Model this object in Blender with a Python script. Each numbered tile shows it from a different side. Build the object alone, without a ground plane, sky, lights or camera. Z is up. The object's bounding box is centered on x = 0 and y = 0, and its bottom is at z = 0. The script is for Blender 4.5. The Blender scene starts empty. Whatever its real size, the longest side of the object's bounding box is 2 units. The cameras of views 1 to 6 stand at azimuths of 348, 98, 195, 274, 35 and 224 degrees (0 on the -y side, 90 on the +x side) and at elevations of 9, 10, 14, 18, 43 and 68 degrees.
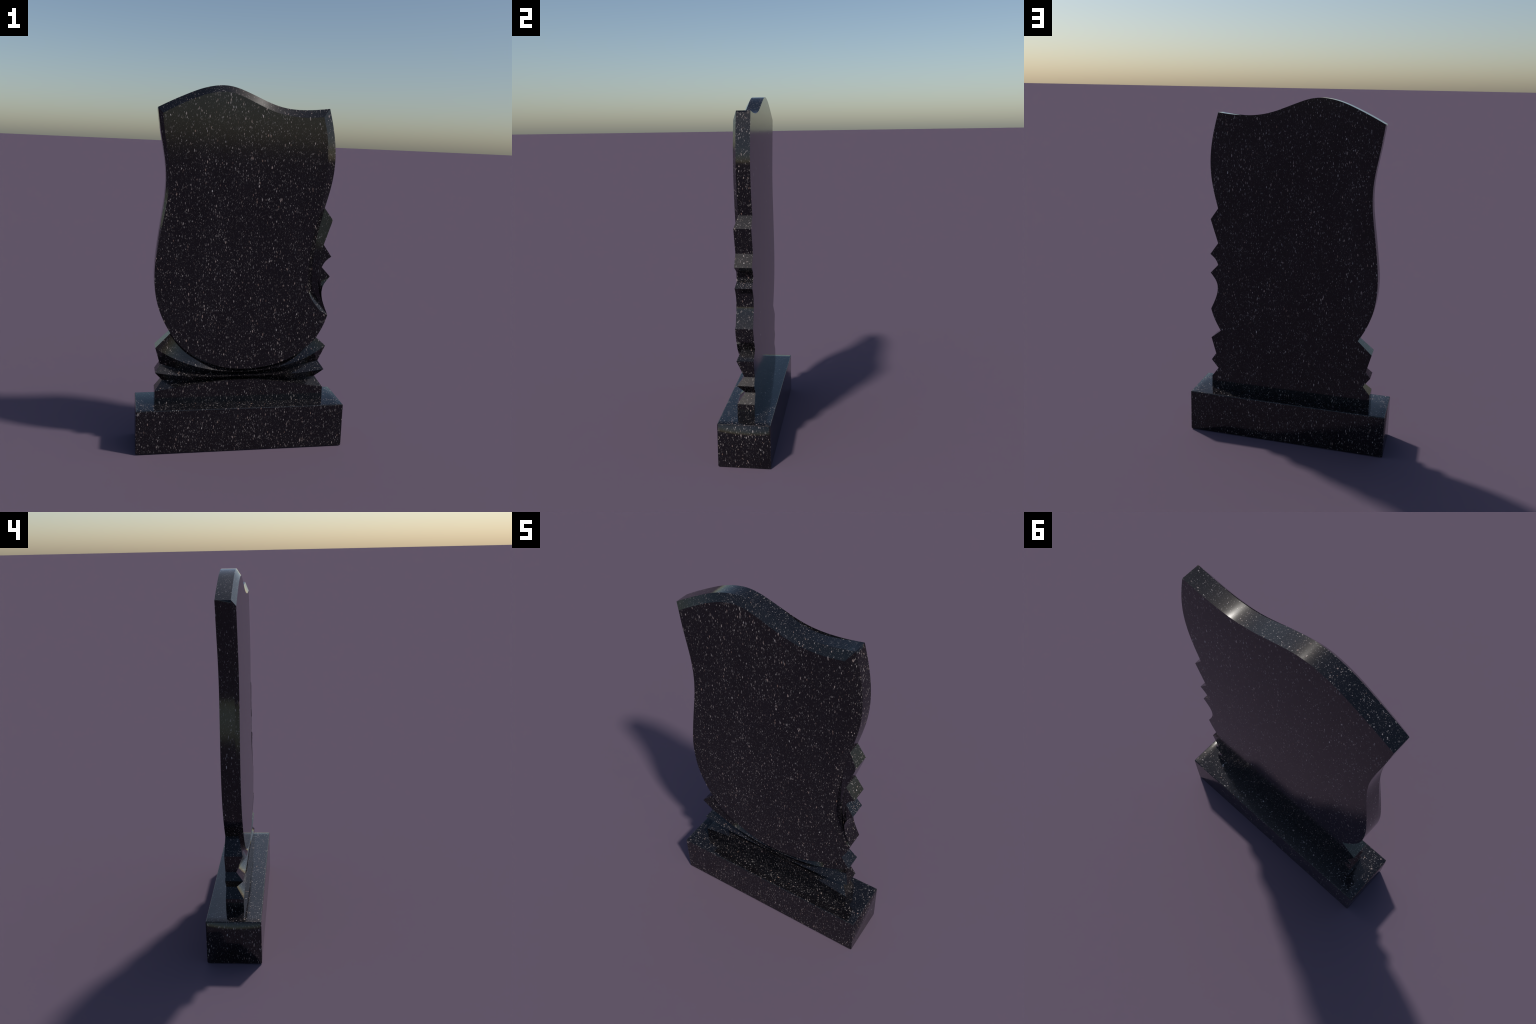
import bpy, bmesh, math
import numpy as np
from mathutils import Vector

# ---------------------------------------------------------------- sizes (m)
Y_PANEL, Y_FRONT, Y_BACK, Y_EDGE = -0.0515, -0.0490, 0.0465, -0.0295   # panel face, back face, outer edge of the bevel
BASE_X, BASE_Y, BASE_Z = 0.5865, 0.1458, 0.25           # half length, half depth, height of the plinth


# ---------------------------------------------------------------- curve helpers
def spline(points, n):
    """n+1 points, evenly spaced along a natural cubic spline through the control points."""
    P = np.array(points, float)
    if len(P) == 2:
        t = np.linspace(0, 1, n + 1)[:, None]
        return P[0] * (1 - t) + P[1] * t
    s = np.concatenate([[0], np.cumsum(np.linalg.norm(np.diff(P[:, :2], axis=0), axis=1))])
    h = np.diff(s)
    m = len(P)
    A = np.eye(m)
    R = np.zeros_like(P)
    for i in range(1, m - 1):
        A[i, i - 1], A[i, i], A[i, i + 1] = h[i - 1], 2 * (h[i - 1] + h[i]), h[i]
        R[i] = 6 * ((P[i + 1] - P[i]) / h[i] - (P[i] - P[i - 1]) / h[i - 1])
    M = np.linalg.solve(A, R)

    def ev(q):
        i = np.clip(np.searchsorted(s, q, side='right') - 1, 0, m - 2)
        a, b, hi = (s[i + 1] - q)[:, None], (q - s[i])[:, None], h[i][:, None]
        return (M[i] * a ** 3 + M[i + 1] * b ** 3) / (6 * hi) + \
            (P[i] / hi - M[i] * hi / 6) * a + (P[i + 1] / hi - M[i + 1] * hi / 6) * b
    fine = ev(np.linspace(0, s[-1], 600))
    L = np.concatenate([[0], np.cumsum(np.linalg.norm(np.diff(fine, axis=0), axis=1))])
    q = np.linspace(0, L[-1], n + 1)
    return np.stack([np.interp(q, L, fine[:, k]) for k in range(P.shape[1])], 1)


def chain(*parts):
    out = [parts[0]]
    for p in parts[1:]:
        out.append(p[1:])
    return np.concatenate(out)


def with_y(xz, y):
    y = np.broadcast_to(np.asarray(y, float), (len(xz),))
    return np.stack([xz[:, 0], y, xz[:, 1]], 1)


def ramp(n, *knots):
    """n+1 values interpolated through (fraction, value) knots."""
    k = np.array(knots, float)
    return np.interp(np.linspace(0, 1, n + 1), k[:, 0], k[:, 1])


# ---------------------------------------------------------------- outline of the slab (x, z), seen from the front
TOP_LEFT, TOP_RIGHT = (-0.492, 1.8705), (0.440, 1.9087)
NOTCH_TOP, TIP_A, NOTCH_AB, TIP_B, NOTCH_BC = (0.4430, 1.3655), (0.4888, 1.3000), (0.4435, 1.1600), (0.4920, 1.0920), (0.4438, 1.0293)
TIP_C, TIP_D, NOTCH_D = (0.4908, 0.9785), (0.4890, 0.7553), (0.4285, 0.6205)
NOTCH_LEFT = (-0.3998, 0.6525)

NT, NR, NB, ND, NS, NL = 72, 36, 48, 12, 80, 72
top = spline([TOP_LEFT, (-0.414, 1.9110), (-0.337, 1.9472), (-0.259, 1.9787), (-0.200, 1.9940), (-0.142, 2.0000), (-0.090, 1.9945),
              (-0.026, 1.9750), (0.052, 1.9428), (0.129, 1.9122), (0.207, 1.8945), (0.285, 1.8917), (0.362, 1.8978), TOP_RIGHT], NT)
top[:, 1] = np.minimum(top[:, 1], 2.0)
right = spline([TOP_RIGHT, (0.4609, 1.831), (0.4767, 1.753), (0.486, 1.676), (0.4871, 1.598), (0.4793, 1.521), (0.4634, 1.443), NOTCH_TOP], NR)
bite = spline([NOTCH_TOP, (0.432, 1.314), (0.417, 1.248), (0.404, 1.178), (0.3945, 1.100), (0.3895, 1.020), (0.3895, 0.960), (0.396, 0.905),
               (0.418, 0.856), (0.447, 0.809), TIP_D], NB)
d_low = spline([TIP_D, (0.4728, 0.7065), (0.4530, 0.6640), NOTCH_D], ND)
bottom = spline([NOTCH_D, (0.384, 0.5655), (0.3294, 0.521), (0.2465, 0.4785), (0.165, 0.453), (0.1, 0.4425), (0.03, 0.4370), (-0.04, 0.4380),
                 (-0.11, 0.4480), (-0.18, 0.4695), (-0.2456, 0.5015), (-0.3055, 0.541), (-0.354, 0.588), NOTCH_LEFT], NS)
left = spline([NOTCH_LEFT, (-0.4346, 0.713), (-0.4573, 0.7645), (-0.4765, 0.822), (-0.4885, 0.882), (-0.4943, 0.942), (-0.4948, 1.010),
               (-0.4905, 1.078), (-0.4845, 1.132), (-0.4735, 1.215), (-0.4598, 1.308), (-0.4475, 1.402), (-0.4425, 1.485),
               (-0.4480, 1.585), (-0.4638, 1.683), (-0.4794, 1.777), TOP_LEFT], NL)


# ---------------------------------------------------------------- bevelled panel: outer edge and inner edge
def inset(curve, width, mitre0=None, mitre1=None, reach=0.2):
    """Offset a clockwise curve inwards by width; slide the ends along the curve to the mitre points."""
    t = np.gradient(curve, axis=0)
    t /= np.linalg.norm(t, axis=1)[:, None]
    nrm = np.stack([t[:, 1], -t[:, 0]], 1)            # inwards, clockwise from the front
    out = curve + nrm * np.asarray(width)[:, None]
    L = np.concatenate([[0], np.cumsum(np.linalg.norm(np.diff(curve, axis=0), axis=1))])
    if mitre0 is not None:
        out += (np.array(mitre0) - out[0]) * np.clip(1 - L / reach, 0, 1)[:, None]
    if mitre1 is not None:
        out += (np.array(mitre1) - out[-1]) * np.clip(1 - (L[-1] - L) / reach, 0, 1)[:, None]
    return out


INNER_TL, INNER_TR = (-0.4662, 1.8412), (0.4030, 1.8612)
w_top = ramp(NT, (0, .036), (.4, .034), (1, .036))
w_right = ramp(NR, (0, .042), (.45, .050), (.75, .042), (1, .026))
w_bite = ramp(NB, (0, .028), (.55, .029), (.8, .029), (.93, .020), (1, .0))
w_dlow = ramp(ND, (0, 0), (1, 0))
w_bottom = ramp(NS, (0, .0), (.08, .008), (.3, .0095), (.48, .0080), (.62, .0110), (.74, .0115), (.85, .007), (.93, .0025), (1, .0))
w_left = ramp(NL, (0, .0), (.32, .0), (.45, .006), (.6, .013), (.85, .018), (1, .020))
i_top = inset(top, w_top, INNER_TL, INNER_TR)
i_right = inset(right, w_right, INNER_TR)
i_bite = inset(bite, w_bite, i_right[-1])
i_dlow = inset(d_low, w_dlow)
i_dlow[0] = TIP_D
i_bite[-1] = TIP_D
i_bottom = inset(bottom, w_bottom, i_dlow[-1])
i_left = inset(left, w_left, i_bottom[-1], INNER_TL)

y_bite = ramp(NB, (0, Y_EDGE), (.8, Y_EDGE), (1, Y_FRONT))
y_dlow = ramp(ND, (0, Y_FRONT), (.35, -.036), (1, -.0285))
y_bottom = ramp(NS, (0, -.0285), (.15, -.027), (.38, -.031), (.62, -.031), (.85, -.025), (1, -.026))
E_top, E_right, E_left = with_y(top, Y_EDGE), with_y(right, Y_EDGE), with_y(left, ramp(NL, (0, -.026), (.1, Y_EDGE), (1, Y_EDGE)))
E_bite, E_dlow, E_bottom = with_y(bite, y_bite), with_y(d_low, y_dlow), with_y(bottom, y_bottom)
hollow = np.clip(np.cos((top[:, 0] - 0.20) / 0.24 * math.pi / 2), 0, 1) ** 2 * (abs(top[:, 0] - 0.20) < 0.24)
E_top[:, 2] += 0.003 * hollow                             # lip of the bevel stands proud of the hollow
outer_loop = chain(E_top, E_right, E_bite, E_dlow, E_bottom, E_left)[:-1]
inner_loop = with_y(chain(i_top, i_right, i_bite, i_dlow, i_bottom, i_left), Y_PANEL)[:-1]

# ---------------------------------------------------------------- torn crescents on the right edge
A1 = 14
ridge_a_out = with_y(spline([TIP_A, NOTCH_AB], A1), Y_FRONT)
ridge_a_in = with_y(spline([NOTCH_AB, (0.4352, 1.123), (0.4286, 1.085), (0.4236, 1.044), (0.4215, 0.985), (0.4262, 0.926), (0.4355, 0.880),
                            (0.4573, 0.822), TIP_D], NB - A1), Y_FRONT)
ridge_a = chain(ridge_a_out, ridge_a_in)
NI = NB - A1
groove_b = ridge_a_in.copy()
f = np.linspace(0, 1, NI + 1)
sink = np.sin(np.pi * f) ** 0.6
groove_b[:, 1] += 0.009 * sink
groove_b[:, 0] += 0.0025 * sink
B1, B2 = 6, 6
ridge_b_out = chain(with_y(spline([NOTCH_AB, TIP_B], B1), Y_FRONT),
                    with_y(spline([TIP_B, (0.4700, 1.0740), (0.4548, 1.0550), NOTCH_BC], B2), ramp(B2, (0, Y_FRONT), (1, -.037))))
NBI = NI - B1 - B2
ridge_b_in = with_y(spline([NOTCH_BC, (0.4413, 0.985), (0.4395, 0.940), (0.4398, 0.908), (0.4450, 0.867), (0.4640, 0.807), TIP_D], NBI),
                    ramp(NBI, (0, -.037), (.35, Y_FRONT), (1, Y_FRONT)))
ridge_b = chain(ridge_b_out, ridge_b_in)
groove_c = ridge_b_in.copy()
f = np.linspace(0, 1, NBI + 1)
groove_c[:, 1] = ramp(NBI, (0, -.037), (.3, -.0385), (.7, -.041), (1, Y_FRONT))
groove_c[:, 0] += 0.0012 * np.sin(np.pi * f)
C1 = 6
ridge_c = chain(with_y(spline([NOTCH_BC, TIP_C], C1), ramp(C1, (0, -.037), (1, Y_FRONT))),
                with_y(spline([TIP_C, (0.4640, 0.9440), (0.4500, 0.9140), (0.4468, 0.8860), (0.4518, 0.8490), (0.4655, 0.8090), TIP_D], NBI - C1), Y_FRONT))

# ---------------------------------------------------------------- torn layers under the panel (left to right)
seam = E_bottom[::-1]                                     # bevel edge of the panel, left -> right
ridge_3 = with_y(spline([(-0.4832, 0.5745), (-0.44, 0.5455), (-0.362, 0.5035), (-0.241, 0.4595), (-0.119, 0.4350), (0.002, 0.4278), (0.124, 0.4345),
                         (0.245, 0.4570), (0.367, 0.4985), (0.44, 0.5380), (0.4880, 0.5728)], NS), Y_FRONT)
valley_32 = spline([(-0.4554, -0.0115, 0.4712), (-0.341, -0.013, 0.4395), (-0.227, -0.015, 0.4215), (-0.113, -0.016, 0.4145), (0.002, -0.016, 0.4140),
                    (0.116, -0.016, 0.4150), (0.23, -0.015, 0.4240), (0.344, -0.013, 0.4460), (0.4583, -0.0115, 0.4722)], NS)
ridge_2 = with_y(spline([(-0.4820, 0.4315), (-0.361, 0.4140), (-0.24, 0.4048), (-0.119, 0.4020), (0.002, 0.4025), (0.123, 0.4035), (0.245, 0.4068),
                         (0.366, 0.4145), (0.4872, 0.4300)], NS), Y_FRONT)
valley_21 = spline([(-0.4414, -0.0105, 0.3772), (-0.34, -0.013, 0.3680), (-0.22, -0.016, 0.3680), (-0.11, -0.017, 0.3785), (0.0, -0.017, 0.3820),
                    (0.112, -0.017, 0.3785), (0.222, -0.016, 0.3672), (0.33, -0.013, 0.3660), (0.4438, -0.0105, 0.3785)], NS)
ridge_1 = with_y(spline([(-0.4830, 0.3265), (-0.38, 0.3415), (-0.3, 0.3545), (-0.2, 0.3670), (-0.1, 0.3765), (0, 0.3795), (0.1, 0.3765),
                         (0.2, 0.3665), (0.3, 0.3525), (0.39, 0.3385), (0.4840, 0.3232)], NS), Y_FRONT)
foot = ridge_1.copy()
foot[:, 0] = np.linspace(-0.4830, 0.4840, NS + 1)
foot[:, 2] = BASE_Z - 0.002

# ---------------------------------------------------------------- closed slab mesh, faces tagged by part
PARTS = ["slab_body", "front_panel", "carved_edge", "carved_layers"]
bm = bmesh.new()
tag = bm.faces.layers.int.new("part")
pool = {}


def vert(p):
    k = tuple(int(round(c * 20000)) for c in p)
    if k not in pool:
        pool[k] = bm.verts.new(p)
    return pool[k]


def face(pts, part):
    vs = []
    for p in pts:
        v = vert(p)
        if v not in vs:
            vs.append(v)
    if len(vs) > 2:
        try:
            bm.faces.new(vs)[tag] = part
        except ValueError:
            pass


def strip(a, b, part, closed=False, tri=False):
    n = len(a)
    for i in range(n if closed else n - 1):
        j = (i + 1) % n
        if tri:
            face([a[i], a[j], b[j]], part)
            face([a[i], b[j], b[i]], part)
        else:
            face([a[i], a[j], b[j], b[i]], part)


strip(outer_loop, inner_loop, 1, closed=True)             # bevel round the panel
face(list(inner_loop), 1)                                 # polished face
strip(E_bite, ridge_a, 2)
strip(ridge_a_in, groove_b, 2)
strip(groove_b, ridge_b, 2)
strip(ridge_b_in, groove_c, 2)
strip(groove_c, ridge_c, 2)
for a, b in ((seam, ridge_3), (ridge_3, valley_32), (valley_32, ridge_2), (ridge_2, valley_21), (valley_21, ridge_1), (ridge_1, foot)):
    strip(a, b, 3)
right_teeth = [r[-1] for r in (ridge_3, valley_32, ridge_2, valley_21, ridge_1, foot)]
left_teeth = [r[0] for r in (foot, ridge_1, valley_21, ridge_2, valley_32, ridge_3)]
front_rim = np.concatenate([E_top, E_right[1:], ridge_a_out, ridge_b_out[1:], ridge_c[1:], E_dlow[1:],
                            np.array(right_teeth), np.array(left_teeth), E_left[:-1]])
back_rim = front_rim.copy()
back_rim[:, 1] = Y_BACK
back_rim[:NT + 1, 2] = top[:, 1] + 0.007 * hollow
strip(front_rim[NT:], back_rim[NT:], 0)
strip(front_rim[[-1, 0]], back_rim[[-1, 0]], 0)
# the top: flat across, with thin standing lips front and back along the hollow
lip_front, lip_back = with_y(top, Y_EDGE + .0006), with_y(top, Y_BACK - .0006)
strip(front_rim[:NT + 1], lip_front, 0)
strip(lip_front, lip_back, 0)
strip(lip_back, back_rim[:NT + 1], 0)
face(list(back_rim), 0)
face([foot[0], *foot[1:-1], foot[-1], (foot[-1][0], Y_BACK, foot[-1][2]), (foot[0][0], Y_BACK, foot[0][2])], 0)
bmesh.ops.recalc_face_normals(bm, faces=bm.faces)


# ---------------------------------------------------------------- granite
def granite(name, offset, rich, size=(1, 1, 0.35)):
    mat = bpy.data.materials.new(name)
    mat.use_nodes = True
    nt = mat.node_tree
    N, Lk = nt.nodes, nt.links
    bsdf = N["Principled BSDF"]

    def node(kind, **kw):
        n = N.new(kind)
        for k, v in kw.items():
            setattr(n, k, v)
        return n

    def math_(op, a, b=None, clamp=False):
        n = node("ShaderNodeMath", operation=op, use_clamp=clamp)
        for i, v in enumerate((a, b)):
            if v is None:
                continue
            if isinstance(v, (int, float)):
                n.inputs[i].default_value = v
            else:
                Lk.new(v, n.inputs[i])
        return n.outputs[0]

    tc = node("ShaderNodeTexCoord")
    mp = node("ShaderNodeMapping")
    mp.inputs["Location"].default_value = offset
    mp.inputs["Scale"].default_value = size       # grains drawn out upwards
    Lk.new(tc.outputs["Object"], mp.inputs["Vector"])
    # wobble so that the grains are ragged
    wob = node("ShaderNodeTexNoise")
    wob.inputs["Scale"].default_value = 220
    wob.inputs["Detail"].default_value = 2
    Lk.new(mp.outputs[0], wob.inputs["Vector"])
    sub = node("ShaderNodeVectorMath", operation='SUBTRACT')
    Lk.new(wob.outputs["Color"], sub.inputs[0])
    sub.inputs[1].default_value = (.5, .5, .5)
    sc = node("ShaderNodeVectorMath", operation='SCALE')
    Lk.new(sub.outputs[0], sc.inputs[0])
    sc.inputs["Scale"].default_value = 0.005
    add = node("ShaderNodeVectorMath", operation='ADD')
    Lk.new(mp.outputs[0], add.inputs[0])
    Lk.new(sc.outputs[0], add.inputs[1])
    # broad drift of grain density
    drift = node("ShaderNodeTexNoise")
    drift.inputs["Scale"].default_value = 9
    drift.inputs["Detail"].default_value = 3
    Lk.new(mp.outputs[0], drift.inputs["Vector"])

    def grains(scale, keep, radius, soft):
        """mask and per-grain random value: a share 'keep' of Voronoi cells holds a grain of the given radius."""
        v = node("ShaderNodeTexVoronoi")
        v.inputs["Scale"].default_value = scale
        Lk.new(add.outputs[0], v.inputs["Vector"])
        sep = node("ShaderNodeSeparateColor")
        wn = node("ShaderNodeTexWhiteNoise")               # cell colour follows the point's place in its cell: hash it again
        Lk.new(v.outputs["Color"], wn.inputs["Vector"])
        Lk.new(wn.outputs["Color"], sep.inputs[0])
        lim = math_('ADD', math_('MULTIPLY', math_('SUBTRACT', drift.outputs["Fac"], 0.5), 0.45), keep + rich)
        on = math_('LESS_THAN', sep.outputs[0], lim)
        size = math_('MULTIPLY', math_('ADD', math_('MULTIPLY', math_('POWER', sep.outputs[1], 1.8), 0.95), 0.35), radius)
        edge = math_('DIVIDE', math_('SUBTRACT', size, v.outputs["Distance"]), soft, clamp=True)
        return math_('MULTIPLY', on, edge), sep.outputs[2]

    def tint(fac, stops):
        r = node("ShaderNodeValToRGB")
        e = r.color_ramp.elements
        while len(e) < len(stops):
            e.new(0.5)
        for el, (p, c) in zip(e, stops):
            el.position = p
            el.color = (*c, 1)
        Lk.new(fac, r.inputs[0])
        return r.outputs[0]

    def mix(fac, a, b):
        m = node("ShaderNodeMix", data_type='RGBA')
        Lk.new(fac, m.inputs[0])
        Lk.new(a, m.inputs[6])
        Lk.new(b, m.inputs[7])
        return m.outputs[2]

    body = tint(drift.outputs["Fac"], [(.35, (.0045, .0040, .0052)), (.65, (.0070, .0062, .0078))])
    dust, dr = grains(400, .50, .44, .20)
    col = mix(math_('MULTIPLY', dust, .55), body, tint(dr, [(0, (.04, .038, .04)), (.6, (.09, .085, .085)), (1, (.16, .14, .13))]))
    fine, fr = grains(240, .40, .42, .16)
    col = mix(fine, col, tint(fr, [(0, (.07, .07, .075)), (.5, (.18, .158, .148)), (.85, (.30, .27, .26)), (1, (.20, .135, .11))]))
    big, br = grains(150, .16, .38, .14)
    col = mix(big, col, tint(br, [(0, (.13, .125, .13)), (.35, (.27, .235, .225)), (.55, (.33, .255, .228)), (.78, (.22, .14, .11)), (1, (.50, .46, .445))]))
    Lk.new(col, bsdf.inputs["Base Color"])
    bsdf.inputs["Roughness"].default_value = 0.10
    bsdf.inputs["IOR"].default_value = 1.5
    return mat


stone = granite("polished_black_granite", (0, 0, 0), 0.0)
stone_top = granite("polished_black_granite_top", (5.3, 0.7, 2.9), 0.0, (0.62, 0.62, 0.62))
stone_base = granite("polished_black_granite_base", (3.1, 1.7, 0.9), 0.015)

# ---------------------------------------------------------------- objects
root = bpy.data.objects.new("gravestone", None)
root.empty_display_size = 0.2
bpy.context.collection.objects.link(root)
root["label"] = "polished black granite gravestone with wavy top and torn edges"
root["category"] = "gravestone"


def add_object(name, mesh, mat, parent):
    mesh.materials.append(mat)
    ob = bpy.data.objects.new(name, mesh)
    bpy.context.collection.objects.link(ob)
    ob.parent = parent
    return ob


def region_mesh(part):
    b = bm.copy()
    lay = b.faces.layers.int["part"]
    bmesh.ops.delete(b, geom=[f for f in b.faces if f[lay] != part], context='FACES')
    me = bpy.data.meshes.new(PARTS[part])
    for f in b.faces:
        f.smooth = True
    b.faces.layers.int.remove(lay)
    b.to_mesh(me)
    b.free()
    me.set_sharp_from_angle(angle=math.radians(11))
    return me


slab = add_object("headstone_slab", region_mesh(0), stone, root)
for i in (1, 2, 3):
    add_object(PARTS[i], region_mesh(i), stone, slab)

# plinth: box with rounded edges; flat ends, normals tilted to draw a sky gradient
bb = bmesh.new()
bmesh.ops.create_cube(bb, size=1)
for v in bb.verts:
    v.co = Vector((v.co.x * 2 * BASE_X, v.co.y * 2 * BASE_Y, (v.co.z + .5) * BASE_Z))
bmesh.ops.bevel(bb, geom=list(bb.edges), offset=0.006, segments=3, profile=0.5, affect='EDGES')
for x in (-BASE_X + .045, BASE_X - .045):
    bmesh.ops.bisect_plane(bb, geom=list(bb.verts) + list(bb.edges) + list(bb.faces), plane_co=(x, 0, 0), plane_no=(1, 0, 0))
for f in bb.faces:
    f.smooth = True
bm_base = bpy.data.meshes.new("plinth")
bb.to_mesh(bm_base)
bb.free()
normals = []
for p in bm_base.polygons:
    n = p.normal
    for li in p.loop_indices:
        co = bm_base.vertices[bm_base.loops[li].vertex_index].co
        if p.area > 0.05 * BASE_Y and abs(n.x) > .9:      # end faces
            normals.append(Vector((2.5 * math.copysign(1, n.x), math.copysign(1, co.y), math.copysign(1, co.z - BASE_Z / 2))).normalized())
        elif p.area > 0.008 and n.z > .9:                  # flat top; normals leaned outwards to put sun glint and sky sheen near rim
            nx = .19 * math.copysign(1, co.x) if abs(co.x) > BASE_X - .02 else 0
            normals.append(Vector((nx, .07 * math.copysign(1, co.y), 1)).normalized())
        elif p.area > 0.008:
            normals.append(n.copy())
        else:
            core = Vector((max(-BASE_X + .006, min(BASE_X - .006, co.x)), max(-BASE_Y + .006, min(BASE_Y - .006, co.y)),
                           max(.006, min(BASE_Z - .006, co.z))))
            d = co - core
            normals.append(d.normalized() if d.length > 1e-6 else n.copy())
bm_base.normals_split_custom_set(normals)
plinth = add_object("plinth", bm_base, stone_base, root)
bm_base.materials.append(stone_top)
for p in bm_base.polygons:
    if p.normal.z > .98:
        p.material_index = 1
bm.free()
